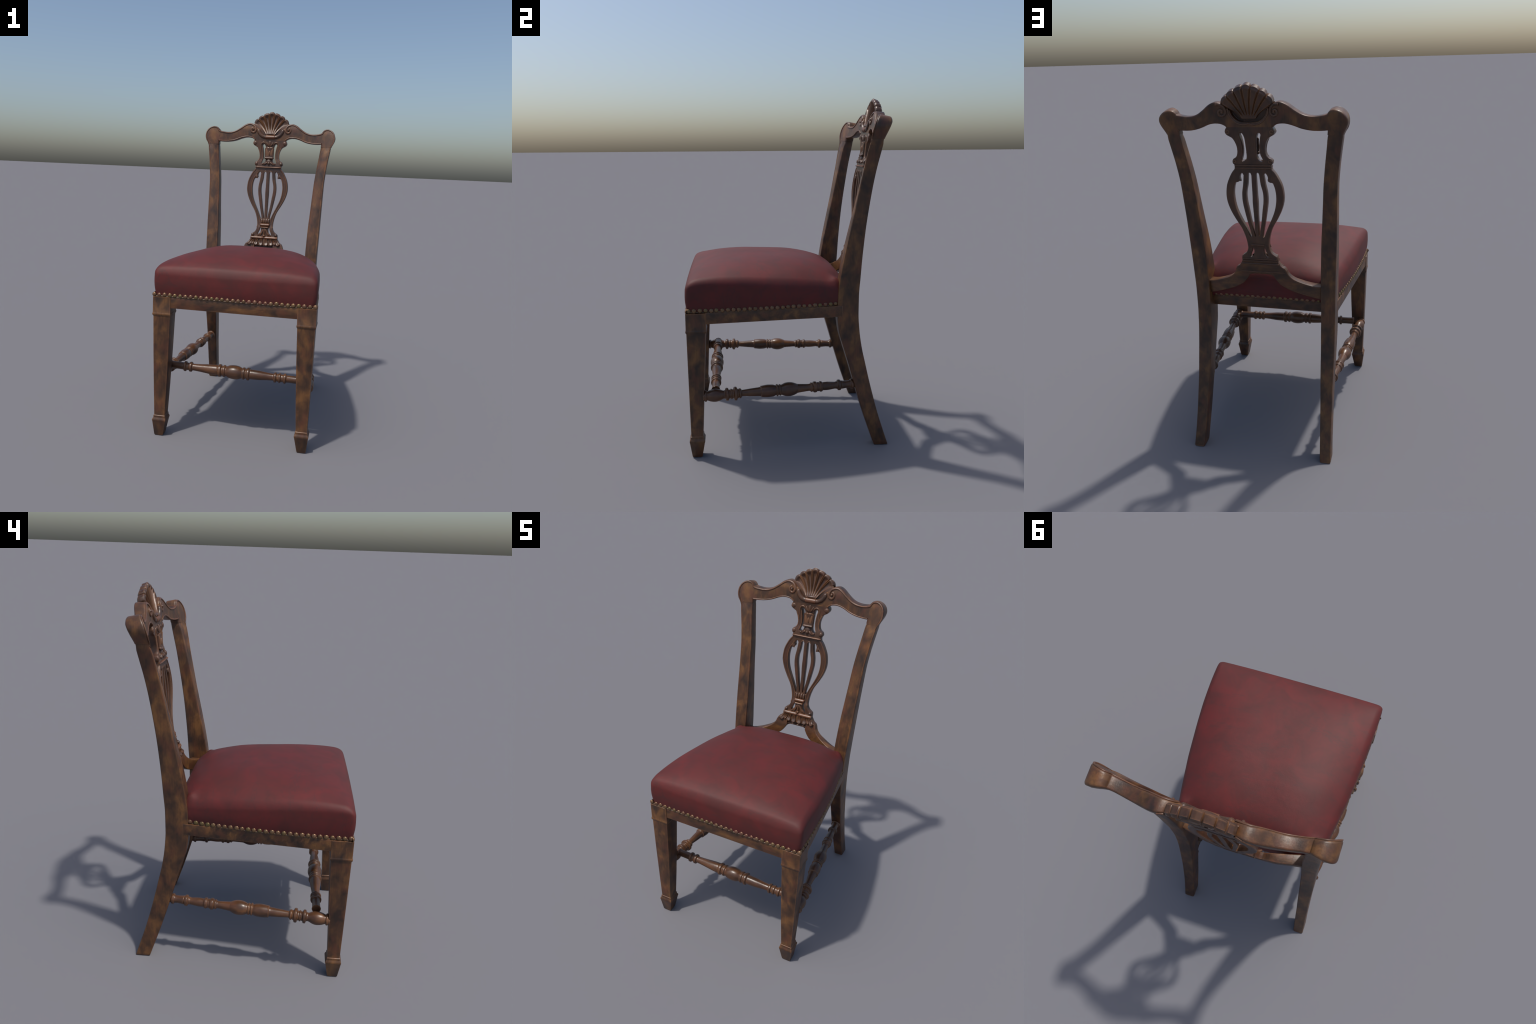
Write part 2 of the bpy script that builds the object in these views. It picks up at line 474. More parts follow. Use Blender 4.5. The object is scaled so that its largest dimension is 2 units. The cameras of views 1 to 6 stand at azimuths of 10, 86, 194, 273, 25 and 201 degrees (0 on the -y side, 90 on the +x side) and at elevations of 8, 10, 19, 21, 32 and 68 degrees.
# ------------------------------------------------------------------ carving on the front face
def tube_arrays(path, radii, d0=0.0, flat=1.0, seg=10):
    """Rod laid along (x, z) on the face; flat < 1 squashes it towards the face. radii may taper."""
    P = [np.array(p, float) for p in path]
    n = len(P)
    R = [radii] * n if isinstance(radii, (int, float)) else list(np.interp(np.linspace(0, 1, n), np.linspace(0, 1, len(radii)), radii))
    loops = []
    for i, p in enumerate(P):
        t = P[min(i + 1, n - 1)] - P[max(i - 1, 0)]
        t /= (np.linalg.norm(t) + 1e-12)
        nrm = np.array((-t[1], t[0]))
        lp = []
        for k in range(seg):
            a = 2 * math.pi * k / seg
            q = p + nrm * math.cos(a) * R[i]
            lp.append(relief(q[0], q[1], d0 + math.sin(a) * R[i] * flat))
        loops.append(lp)
    return loft(loops)

def join(parts):
    V, F = [], []
    for v, f in parts:
        o = len(V)
        V += list(v)
        F += [tuple(i + o for i in q) for q in f]
    return V, F

def mir(path):
    return [(-p[0], p[1]) for p in path]

def carve(name, parts, parent, mat=M_CARVE, sharp=60):
    return make(name, *join(parts), mat, parent, sharp)

def blob(cx, cz, rx, rz, rd, rot=0.0, d0=0.0, taper=0.0, groove=0.0, lat=9, lon=14, power=2.0):
    """Ovoid knob lying on the face, long axis rz turned by rot; taper narrows the upper end; groove cuts a midrib."""
    loops = []
    c, s = math.cos(rot), math.sin(rot)
    for i in range(lat + 1):
        ph = math.pi * i / lat
        w, h = max(math.sin(ph), 0.02), -math.cos(ph)
        lp = []
        for k in range(lon):
            a = 2 * math.pi * k / lon
            u = math.cos(a) * w * rx * (1 - taper * (h + 1) / 2)
            e = math.sin(a) * w * rd
            if groove and e > 0:
                e -= groove * rd * w * math.exp(-(u / (0.3 * rx)) ** 2)
            q = h * rz
            lp.append(relief(cx + u * c - q * s, cz + u * s + q * c, d0 + e))
        loops.append(lp)
    return loft(loops)

# raised bead along the edges of each crest wing, rolling up into the volute beside the shell
top_bead = catmull([(0.4270, 1.735), (0.438, 1.765), (0.449, 1.786), (0.4555, 1.812), (0.4535, 1.838), (0.444, 1.858), (0.428, 1.872), (0.407, 1.8785), (0.388, 1.874), (0.377, 1.863), (0.371, 1.852),
                    (0.352, 1.8445), (0.315, 1.840), (0.278, 1.843), (0.247, 1.8545), (0.216, 1.874), (0.184, 1.897), (0.158, 1.9080), (0.135, 1.9055), (0.117, 1.8945), (0.108, 1.878),
                    (0.1095, 1.861), (0.121, 1.850), (0.1345, 1.853), (0.1415, 1.8655), (0.1380, 1.879), (0.128, 1.8835)], 4)
low_bead = catmull([(0.366, 1.783), (0.333, 1.782), (0.292, 1.7845), (0.251, 1.794), (0.212, 1.810), (0.176, 1.819), (0.143, 1.818), (0.121, 1.810), (0.109, 1.8)], 4)
bead_r = [0.001, 0.003] + [0.0045] * 13 + [0.006, 0.0075, 0.0085, 0.0085, 0.008, 0.0072, 0.006, 0.005]
for s in (1, -1):
    f = (lambda p: p) if s > 0 else mir
    carve("edge_bead", [tube_arrays(f(top_bead), bead_r, 0.0005, 0.75), tube_arrays(f(low_bead), 0.0042, 0.0005, 0.75)], crest, M_BEAD)
    carve("volute", [blob(s * 0.1265, 1.8705, 0.0085, 0.0085, 0.012)], crest, M_CARVE)
    # the same scroll cut on the rear face
back_scroll = catmull([(0.150, 1.905), (0.130, 1.904), (0.115, 1.894), (0.1075, 1.877), (0.110, 1.860), (0.122, 1.851), (0.136, 1.855), (0.141, 1.868), (0.134, 1.880), (0.124, 1.876), (0.125, 1.866)], 4)
def rear_tube(path, r, d):
    v, f = tube_arrays(path, r, 0.0, 0.8, 8)
    out = []
    for x, y, z in v:
        p = behind(x, z, thick(x, z) + d)
        out.append((x, p[1] + (y - front_y(x, z)), p[2]))
    return out, f
for s in (1, -1):
    carve("scroll", [rear_tube(back_scroll if s > 0 else mir(back_scroll), 0.0062, 0.0010)], crest, M_CARVE)

# rolled garland under the shell, bound by a ribbed collar
roll = catmull([(0.0905, 1.8745), (0.0875, 1.8660), (0.0805, 1.849), (0.066, 1.8315), (0.046, 1.8205), (0.022, 1.8178), (0, 1.8175)], 5)
roll_full = [tuple(p) for p in roll] + [(-p[0], p[1]) for p in roll[::-1][1:]]
carve("rolled_garland", [tube_arrays(roll_full, [0.0045, 0.0095, 0.0125, 0.0138] + [0.0142] * 4 + [0.0135] * 10 + [0.0142] * 4 + [0.0138, 0.0125, 0.0095, 0.0045], -0.0045, 1.0, 14)], crest)
band_pts = np.linspace(-0.033, 0.033, 27)
carve("garland_collar", [tube_arrays([(x, 1.8180) for x in band_pts], [0.0138] + [0.0150 + 0.0007 * (i % 2) for i in range(25)] + [0.0138], -0.0040, 1.05, 16)], crest, M_BAND)

# ---- shell
def shell_tip(s):
    a = abs(s)
    x = np.interp(a, [0, 0.1429, 0.2857, 0.4286, 0.5714, 0.7143, 0.8571, 1.0], [0, 0.0225, 0.046, 0.0655, 0.0845, 0.102, 0.1185, 0.1325])
    z = np.interp(a, [0, 0.1429, 0.2857, 0.4286, 0.5714, 0.7143, 0.8571, 1.0], [1.999, 1.9965, 1.986, 1.9785, 1.967, 1.9555, 1.9385, 1.914])
    return math.copysign(x, s), z

def shell_point(s, r):
    q = ((s + 1) * 3.5) % 1.0 * 2 - 1
    if s >= 1: q = 1
    sc = 1 - math.sqrt(max(0.0, 1 - 0.985 * q * q))
    tx, tz = shell_tip(s)
    bx, bz = 0.033 * s, 1.836
    rr = r * (1 - 0.085 * sc * r)
    cx, cz = 0.070 * s, 1.917 - 0.031 * s * s
    x = (1 - rr) ** 2 * bx + 2 * rr * (1 - rr) * cx + rr * rr * tx
    z = (1 - rr) ** 2 * bz + 2 * rr * (1 - rr) * cz + rr * rr * tz
    return x, z, q

def shell_flute(q, r, s=0.0):
    """Hollow of one flute: raised rim round the sides and tip, fine groove between neighbours."""
    edge = min(1 - abs(q), 2.4 * (1 - r) * (0.4 + 0.6))
    hollow = sstep(0.10, 0.75, edge) * sstep(0.0, 0.22, r)
    rim = math.exp(-((edge - 0.2) / 0.16) ** 2)
    seam = math.exp(-((1 - abs(q)) / 0.07) ** 2)
    return 0.0045 * rim * sstep(0.05, 0.5, r) - 0.0108 * hollow * (0.35 + 0.65 * r) * (1 - 0.45 * sstep(0.55, 0.95, abs(s))) - 0.0045 * seam * sstep(0.1, 0.5, r)

shell_y = smooth_fn([1.82, 1.84, 1.86, 1.88, 1.91, 1.945, 2.0], [0.488, 0.492, 0.501, 0.5105, 0.5205, 0.5275, 0.535])

def build_shell():
    NS, NR = 7 * 22, 46
    V, F = [], []
    for side in (0, 1):
        for j in range(NR + 1):
            r = 1 - (1 - j / NR) ** 1.25
            for i in range(NS + 1):
                s = -1 + 2 * i / NS
                x, z, q = shell_point(s, r)
                roundover = 0.005 * sstep(0.95, 1.0, r) ** 2
                if side == 0:
                    V.append((x, shell_y(z) + 0.2 * x * x - shell_flute(q, r, s) + roundover + 0.010 * sstep(0.93, 1.0, abs(s)) ** 2, z))
                else:
                    eng = 0.003 * math.exp(-((1 - abs(q)) / 0.10) ** 2) - 0.0045 * math.exp(-((min(1 - abs(q), 2.6 * (1 - r)) - 0.26) / 0.09) ** 2)
                    V.append((x, 0.5365 + 0.31 * (z - 1.85) * (1 - 0.28 * sstep(1.9, 2.0, z)) + 0.2 * x * x - 0.004 * sstep(0.93, 1.0, r) - eng * sstep(0.05, 0.2, r), z - 0.010 * sstep(1.84, 1.9, z)))
    W = NS + 1
    H = W * (NR + 1)
    for j in range(NR):
        for i in range(NS):
            a = j * W + i
            F.append((a, a + 1, a + W + 1, a + W))
            F.append((H + a, H + a + W, H + a + W + 1, H + a + 1))
    for i in range(NS):
        F.append((i, H + i, H + i + 1, i + 1))
        a = NR * W + i
        F.append((a, a + 1, H + a + 1, H + a))
    for j in range(NR):
        for e in (0, NS):
            a = j * W + e
            F.append((a, a + W, H + a + W, H + a))
    return V, F
make("shell", *build_shell(), M_CARVE, crest, 55)
carve("shell_foot", [blob(0, 1.8405, 0.036, 0.0075, 0.010, 0, -0.003)], crest)
# sunk ground that carries the shell inside the crest
gm, gh = filled_plate([mirror_closed(outline([[(0, 1.812), (0.05, 1.814), (0.085, 1.842), (0.103, 1.880)], [(0.103, 1.880), (0.118, 1.900), (0.126, 1.910), (0.118, 1.914)], [(0.118, 1.914), (0.100, 1.905), (0.078, 1.891), (0.055, 1.868), (0.036, 1.846), (0, 1.846)]], 5))], 0.002)
for v in gm.verts:
    v.co = (v.co.x, front_y(v.co.x, v.co.y) + 0.014 - 0.003 * v.co.z / gh, v.co.y)
bmesh.ops.recalc_face_normals(gm, faces=gm.faces)
gme = bpy.data.meshes.new("shell_ground")
gm.to_mesh(gme)
gm.free()
link("shell_ground", gme, M_CARVE, crest)

# ---- neck of the splat: scroll ends, arches, tulip cup
for s in (1, -1):
    carve("scroll_end", [blob(s * 0.1065, 1.7750, 0.0140, 0.0150, 0.0055, s * 0.9, -0.001)], splat)
    carve("scroll_end", [blob(s * 0.0885, 1.631, 0.0120, 0.0125, 0.0065, 0, -0.001)], splat)
    f = (lambda p: p) if s > 0 else mir
    arch = catmull([(0.066, 1.700), (0.0635, 1.74), (0.063, 1.765), (0.056, 1.777), (0.045, 1.781), (0.033, 1.776), (0.022, 1.764), (0.010, 1.757)], 4)
    rim = catmull([(0.0825, 1.742), (0.0725, 1.720), (0.0675, 1.700), (0.0658, 1.683), (0.069, 1.664), (0.077, 1.652)], 4)
    inr = catmull([(0.0535, 1.752), (0.0475, 1.720), (0.0455, 1.689), (0.0485, 1.664), (0.056, 1.642)], 4)
    carve("neck_moulding", [tube_arrays(f(arch), [0.003, 0.004, 0.005, 0.005, 0.0045, 0.003], 0, 0.9), tube_arrays(f(rim), 0.0035, 0, 0.7, 8), tube_arrays(f(inr), 0.003, 0, 0.7, 8)], splat)
carve("neck_leaf", [blob(0, 1.772, 0.010, 0.022, 0.008, 0, 0, 0.3, 0.4), blob(0.016, 1.768, 0.008, 0.018, 0.007, -0.5, 0, 0.3), blob(-0.016, 1.768, 0.008, 0.018, 0.007, 0.5, 0, 0.3)], splat)

def cup():
    loops = []
    prof = [(1.668, 0.0285), (1.674, 0.031), (1.70, 0.0325), (1.725, 0.0325), (1.742, 0.0335), (1.748, 0.031), (1.749, 0.012)]
    fz, fw = np.linspace(0, 1, 24), None
    zs = np.interp(np.linspace(0, 1, 28), np.linspace(0, 1, 7), [p[0] for p in prof])
    ws = np.interp(np.linspace(0, 1, 28), np.linspace(0, 1, 7), [p[1] for p in prof])
    for z, w in zip(zs, ws):
        lp = []
        for k in range(40):
            a = 2 * math.pi * k / 40
            cu, su = math.cos(a), math.sin(a)
            x = w * math.copysign(abs(cu) ** 0.75, cu)
            d = 0.000 + 0.0105 * math.copysign(abs(su) ** 0.75, su)
            if d > 0:      # leaf veins fanning up, notched crown
                d -= 0.0016 * (0.5 + 0.5 * math.cos(x / w * 3.2 * math.pi)) * sstep(1.672, 1.69, z)
            zz = z - (0.006 * (0.5 - 0.5 * math.cos(x / w * 3 * math.pi)) if z > 1.735 else 0)
            lp.append(relief(x, zz, d))
        loops.append(lp)
    return loft(loops)
carve("tulip_cup", [cup(), blob(0, 1.704, 0.008, 0.017, 0.0055, 0, 0.0095, 0.5), blob(0.018, 1.712, 0.008, 0.024, 0.004, -0.15, 0.0075, 0.4, 0.5), blob(-0.018, 1.712, 0.008, 0.024, 0.004, 0.15, 0.0075, 0.4, 0.5)], splat)

def hband(z, w, rz, rd, d0=0.0):
    xs = np.linspace(-w, w, 17)
    return tube_arrays([(x, z) for x in xs], [rz * 0.6] + [rz] * 15 + [rz * 0.6], d0, rd / rz, 14)
carve("cup_band", [hband(1.6705, 0.0325, 0.0085, 0.0145, 0.001)], splat)
carve("cup_foot", [blob(0, 1.648, 0.021, 0.022, 0.010, 0, 0), blob(0, 1.633, 0.010, 0.014, 0.012, 0, 0), blob(0.022, 1.632, 0.007, 0.018, 0.009, 0.9, 0), blob(-0.022, 1.632, 0.007, 0.018, 0.009, -0.9, 0),
                   blob(0.042, 1.629, 0.008, 0.007, 0.008), blob(-0.042, 1.629, 0.008, 0.007, 0.008)], splat)
carve("cross_bead", [hband(1.6045, 0.0925, 0.0052, 0.0085, 0.001)], splat, M_BAND)
carve("cross_bead", [rear_tube([(x, z) for x in np.linspace(-0.090, 0.090, 12)], 0.0045, 0.001) for z in (1.6115, 1.5985)], splat)

rear_u = catmull([(0.098, 1.886), (0.094, 1.862), (0.080, 1.838), (0.056, 1.816), (0.025, 1.809), (0, 1.813)], 5)
carve("moulding", [rear_tube(rear_u if s > 0 else mir(rear_u), 0.004, 0.0) for s in (1, -1)]
      + [rear_tube([(s * (0.1065 + 0.0075 * math.cos(t)), 1.7745 + 0.0075 * math.sin(t)) for t in np.linspace(0, 5.6, 16)], 0.003, 0.0) for s in (1, -1)]
      + [rear_tube([(s * (0.0885 + 0.0065 * math.cos(t)), 1.6315 + 0.0065 * math.sin(t)) for t in np.linspace(0, 5.6, 16)], 0.003, 0.0) for s in (1, -1)]
      + [rear_tube([(x, 1.196) for x in np.linspace(-0.034, 0.034, 8)], 0.006, 0.0)]
      + [rear_tube([(x, z) for x in np.linspace(-0.092, 0.092, 12)], 0.0045, 0.0) for z in (1.113, 1.100)]
      + [rear_tube([(x, 1.0845) for x in np.linspace(-0.100, 0.100, 12)], 0.0055, 0.0005), rear_tube([(x, 1.037) for x in np.linspace(-0.130, 0.130, 14)], 0.0035, 0.0)], splat)

# ---- lyre: grooved limbs, leaf cusps, bound stem
limb_out = [(0.0565, 1.175), (0.0525, 1.190), (0.0530, 1.212), (0.0600, 1.248), (0.0750, 1.290), (0.1025, 1.338), (0.1255, 1.384), (0.1390, 1.428), (0.1415, 1.466), (0.1340, 1.511), (0.1180, 1.548), (0.1030, 1.573), (0.088, 1.592)]
limb_inn = [(0.0375, 1.215), (0.0420, 1.243), (0.0615, 1.290), (0.0815, 1.331), (0.1005, 1.376), (0.1105, 1.418), (0.1135, 1.461), (0.1095, 1.499), (0.099, 1.527), (0.085, 1.548), (0.076, 1.566)]
for s in (1, -1):
    f = (lambda p: p) if s > 0 else mir
    carve("limb_moulding", [tube_arrays(f(catmull(limb_out, 4)), 0.0042, -0.0005, 0.8, 8), tube_arrays(f(catmull(limb_inn, 4)), 0.0038, -0.0005, 0.8, 8)], splat)
    carve("leaf_cusp", [blob(s * 0.0805, 1.5385, 0.0075, 0.015, 0.006, -s * 0.5, 0, 0.2, 0.5)], splat)
    carve("scroll_foot", [blob(s * 0.083, 1.125, 0.012, 0.010, 0.010, 0, -0.001)], splat)
carve("string_arch", [tube_arrays(catmull([(x0 + s * 0.0095 * math.cos(t), 1.5665 + 0.011 * math.sin(t)) for t in np.linspace(0.2, math.pi - 0.2, 7)], 2), 0.0028, -0.0005, 0.7, 8) for x0 in (-0.0195, 0.0195) for s in (1,)], splat)
carve("bud", [blob(x, 1.222, 0.0085, 0.019, 0.012, 0, 0, 0.15, 0.35) for x in (-0.024, -0.008, 0.008, 0.024)], splat)
carve("stem_band", [hband(1.1965, 0.0355, 0.0105, 0.0135, 0.001)], splat, M_BAND)
carve("stem_band", [hband(1.1790, 0.0285, 0.0055, 0.013, 0.001)], splat, M_BAND)
carve("stem_leaf", [blob(0, 1.143, 0.0095, 0.034, 0.013, 0, 0, 0.35, 0.0), blob(0.017, 1.146, 0.008, 0.034, 0.010, 0.42, 0, 0.3, 0.3), blob(-0.017, 1.146, 0.008, 0.034, 0.010, -0.42, 0, 0.3, 0.3),
                    blob(0.032, 1.132, 0.007, 0.024, 0.008, 0.85, 0, 0.3, 0.3), blob(-0.032, 1.132, 0.007, 0.024, 0.008, -0.85, 0, 0.3, 0.3), blob(0, 1.120, 0.0105, 0.010, 0.014)], splat)
for s in (1, -1):
    xs = np.linspace(0.002, 0.0965, 12) * s
    carve("cross_bead", [tube_arrays([(x, 1.1055) for x in xs], [0.007] + [0.0105] * 10 + [0.008], 0.001, 1.05, 14)], splat, M_BAND)

# ---- leaves hanging from the bead on to the shoe
def leaf_drop(x0, x1, z0, z1, w, d_tip, curl=0.0):
    """Gadroon leaf from the bead (x0,z0) down to its rounded lip (x1,z1), lip rolled forward."""
    loops = []
    N = 14
    for i in range(N + 1):
        t = i / N
        x = x0 + (x1 - x0) * (t + curl * t * (t - 1))
        z = z0 + (z1 - z0) * t
        hw = w * (0.62 + 0.38 * t) * math.sqrt(max(0.03, 1 - max(0, (t - 0.72) / 0.285) ** 2))
        dd = 0.001 + 0.6 * d_tip * sstep(0.45, 0.92, t) - 0.004 * math.sin(math.pi * min(1.0, t * 1.25))
        th = math.sqrt(max(0.05, 1 - max(0, (t - 0.75) / 0.26) ** 2))
        tx, tz = (x1 - x0), (z1 - z0)
        ln = math.hypot(tx, tz)
        nx, nz = -tz / ln, tx / ln
        lp = []
        for k in range(16):
            a = 2 * math.pi * k / 16
            u = math.cos(a)
            e = math.sin(a) * 0.010 * th
            if e > 0:
                e -= 0.006 * math.exp(-(u / 0.33) ** 2) * th * sstep(1.0, 0.75, t) + 0.0
            lp.append(relief(x + nx * u * hw, z + nz * u * hw, dd + e))
        loops.append(lp)
    return loft(loops)
for x0, x1, z1 in [(-0.048, -0.058, 1.050), (-0.017, -0.0205, 1.0465), (0.017, 0.0205, 1.0465), (0.048, 0.058, 1.050)]:
    carve("leaf", [leaf_drop(x0, x1, 1.096, z1, 0.0165, 0.008)], shoe)
for s in (1, -1):
    carve("leaf", [leaf_drop(s * 0.083, s * 0.113, 1.093, 1.0535, 0.0165, 0.007, 0.4)], shoe)
    carve("leaf", [leaf_drop(s * 0.066, s * 0.086, 1.094, 1.057, 0.010, 0.003, 0.3)], shoe)
carve("shoe_step", [tube_arrays([(x, 1.0295) for x in np.linspace(-0.066, 0.066, 14)], 0.006, -0.016, 1.0, 8)], shoe, M_RAIL)

# ------------------------------------------------------------------ rear posts (back leg + stile in one sweep)
ZP = [0, .1, .2, .3, .4, .5, .6, .7, .8, .9, 1.0, 1.1, 1.2, 1.3, 1.4, 1.5, 1.6, 1.7, 1.76, 1.80]
fxo = smooth_fn(ZP, [.394, .390, .388, .387, .386, .387, .388, .388, .388, .389, .391, .394, .397, .3995, .402, .405, .414, .4275, .4375, .4450])
fxi = smooth_fn(ZP, [.334, .330, .326, .323, .319, .316, .314, .312, .312, .311, .312, .3145, .318, .324, .330, .336, .346, .359, .3655, .3700])
fyf = smooth_fn(ZP, [.498, .463, .429, .398, .368, .339, .308, .280, .270, .272, .283, .299, .318, .338, .358, .376, .395, .413, .4270, .436])
fyb = smooth_fn(ZP, [.579, .546, .514, .486, .460, .436, .413, .398, .391, .391, .397, .403, .411, .421, .434, .449, .466, .487, .4990, .508])
ftw = smooth_fn(ZP, [0, 0, 0, 0, 0, 0, 0, 0, 0, 0, 0, 0, 0.002, .004, .006, .009, .013, .0195, .0242, .028])

def rounded_quad(c, r, seg=3):
    """Loop round 4 corners (2D, in order) with rounded corners."""
    out = []
    C = [np.array(p, float) for p in c]
    for i in range(4):
        p, a, b = C[i], C[i - 1], C[(i + 1) % 4]
        u, v = (a - p) / np.linalg.norm(a - p), (b - p) / np.linalg.norm(b - p)
        for k in range(seg + 1):
            t = k / seg
            out.append((1 - t) ** 2 * (p + u * r) + 2 * t * (1 - t) * p + t * t * (p + v * r))
    return out

def post(s):
    loops = []
    for z in np.concatenate([[0.0, 0.004], np.linspace(0.02, 1.768, 90)]):
        xo, xi, yf, yb, tw = fxo(z), fxi(z), fyf(z), fyb(z), ftw(z)
        k = sstep(1.725, 1.757, z)          # meet the crest's own face exactly, a hair behind it
        yfo = yf * (1 - k) + (front_y(xo, z) + 0.0012) * k
        yfi = (yf + tw) * (1 - k) + (front_y(xi, z) + 0.0012) * k
        ybo = yb * (1 - k) + (front_y(xo, z) + thick(xo, z) - 0.0015) * k
        ybi = (yb + tw * 0.2) * (1 - k) + (front_y(xi, z) + thick(xi, z) - 0.0015) * k
        ins = 0.003 * (1 - sstep(0, 0.004, z)) + 0.0004 * k + 0.004 * sstep(1.757, 1.765, z)
        fo, fi = np.array((xo - ins, yfo)), np.array((xi + ins, yfi))
        bi, bo = np.array((xi + ins, ybi)), np.array((xo - ins, ybo))
        lp = rounded_quad([fo, fi, bi, bo], 0.0065 + 0.0035 * k)
        # quirk beads worked along both edges of the front face, above the seat
        g = 0.0016 * sstep(0.95, 1.05, z)
        extra = []
        for t, dep in ((0.115, g), (0.15, g * 0.9), (0.20, 0.0), (0.80, 0.0), (0.85, g * 0.9), (0.885, g)):
            extra.append(fo + (fi - fo) * t + np.array((0, dep)))
        lp = lp[:4] + extra + lp[4:]
        loops.append([(s * q[0], q[1], z) for q in lp])
    return loft(loops)
for s in (1, -1):
    make("post", *post(s), M_POST, chair, 45)

# ------------------------------------------------------------------ front legs (tapered, collar under the rail, spade foot)
LEG = [  # z, outer x, inner x, front y, rear y
    (0.8430, .467, .364, -.5685, -.461), (0.8420, .4685, .3625, -.570, -.460), (0.750, .4685, .3635, -.570, -.460), (0.7475, .4690, .3630, -.571, -.4595),
    (0.7445, .4705, .3618, -.572, -.4585), (0.7400, .4708, .3615, -.5722, -.458), (0.7355, .4700, .3620, -.5718, -.4588), (0.7325, .4680, .3635, -.570, -.460), (0.7285, .4655, .3655, -.5678, -.4625), (0.7220, .4650, .3660, -.5675, -.4635),
    (0.520, .4620, .3715, -.5650, -.4735), (0.300, .4570, .3800, -.5620, -.4845), (0.130, .4525, .3885, -.5595, -.4925), (0.1260, .4530, .3880, -.5600, -.4920),
    (0.1240, .4555, .3860, -.5620, -.4900), (0.1190, .4565, .3850, -.5630, -.4890), (0.1140, .4560, .3855, -.5625, -.4895), (0.1110, .4565, .3850, -.563, -.489), (0.1060, .4600, .3825, -.5665, -.4850), (0.0985, .4625, .3805, -.5690, -.4825), (0.0935, .4625, .3805, -.5690, -.4825),
    (0.0905, .4610, .3820, -.5680, -.4840), (0.0040, .4515, .3985, -.5555, -.4995), (0.0, .4490, .4010, -.5530, -.5020)]
def leg(s):
    loops = []
    for z, xo, xi, yf, yr in LEG[::-1]:
        loops.append([(s * q[0], q[1], z) for q in rounded_quad([(xo, yf), (xi, yf), (xi, yr), (xo, yr)], 0.0035, 2)])
    # intermediate rings so the mottling and shading stay even on long faces
    return loft(loops)
for s in (1, -1):
    make("leg", *leg(s), M_POST, chair, 30)

# ------------------------------------------------------------------ seat rails
def bar(p, q, inward, z0, z1, r=0.0035):
    """Rail with outer face from p to q (plan) and given inward thickness vector."""
    loops = []
    p, q, n = np.array(p, float), np.array(q, float), np.array(inward, float)
    for t in np.linspace(0, 1, 12):
        o = p + (q - p) * t
        sec = rounded_quad([(0, z0), (0, z1), (1, z1), (1, z0)], 0.0)
        th = np.linalg.norm(n)
        sec = rounded_quad([(0, z0), (0, z1), (th, z1), (th, z0)], r, 2)
        loops.append([(o[0] + n[0] / th * a, o[1] + n[1] / th * a, b) for a, b in sec])
    return loft(loops)
make("seat_rail", *bar((-0.366, -0.5665), (0.366, -0.5665), (0, 0.035), 0.779, 0.8425), M_RAIL, chair)
for s in (1, -1):
    make("seat_rail", *bar((s * 0.4655, -0.463), (s * 0.389, 0.300), (-s * 0.035, 0), 0.781, 0.8450), M_RAIL, chair)
make("seat_rail", *bar((-0.318, 0.3220), (0.318, 0.3220), (0, -0.035), 0.781, 0.8460), M_RAIL, chair)
base = [(-.44, -.54), (.44, -.54), (.375, .30), (-.375, .30)]
make("seat_base", *loft([[(x, y, z) for x, y in base] for z in (0.800, 0.812)]), M_CANVAS, chair)

# ------------------------------------------------------------------ upholstered seat
half_w = smooth_fn([-0.585, -0.35, -0.15, 0.0, 0.10, 0.20, 0.27, 0.36], [0.4675, 0.4595, 0.4445, 0.4285, 0.4135, 0.3975, 0.3850, 0.368])
SY = [-0.577, -0.55, -0.50, -0.45, -0.36, -0.20, -0.05, 0.05, 0.10, 0.15, 0.20, 0.25, 0.29, 0.315, 0.335, 0.35]
edge_z = smooth_fn(SY, [0.996, 1.012, 1.023, 1.024, 1.020, 1.008, 0.993, 0.983, 0.977, 0.972, 0.966, 0.956, 0.943, 0.927, 0.908, 0.888])
crown_z = smooth_fn(SY, [0.996, 1.022, 1.048, 1.063, 1.080, 1.091, 1.090, 1.084, 1.077, 1.067, 1.053, 1.034, 1.008, 0.984, 0.953, 0.913])

def seat_plan(u, v):
    y = -0.569 + (v + 1) * 0.5 * (0.345 + 0.569) - 0.006 * (1 - u * u) * sstep(0.2, -1, v)
    return u * half_w(y), y

def unit_square(t, rad=0.055):
    """Point on a rounded square of half size 1, t in 0..1."""
    side, k = divmod(t * 4, 1)
    w = -1 + 2 * k
    x, y = [(w, -1), (1, w), (-w, 1), (-1, -w)][int(side) % 4]
    ax, ay = abs(x), abs(y)
    if ax > 1 - rad and ay > 1 - rad:
        dx, dy = ax - (1 - rad), ay - (1 - rad)
        n = math.hypot(dx, dy)
        m = max(dx, dy)
        ax, ay = 1 - rad + dx / n * m, 1 - rad + dy / n * m
    return math.copysign(ax, x), math.copysign(ay, y)

def corner_dense(n):
    """Parameter values round the square, crowded at the corners."""
    out = []
    for s in range(4):
        for i in range(n):
            k = i / n
            out.append((s + 0.5 - 0.5 * math.cos(math.pi * k)) / 4 if True else 0)
    return out

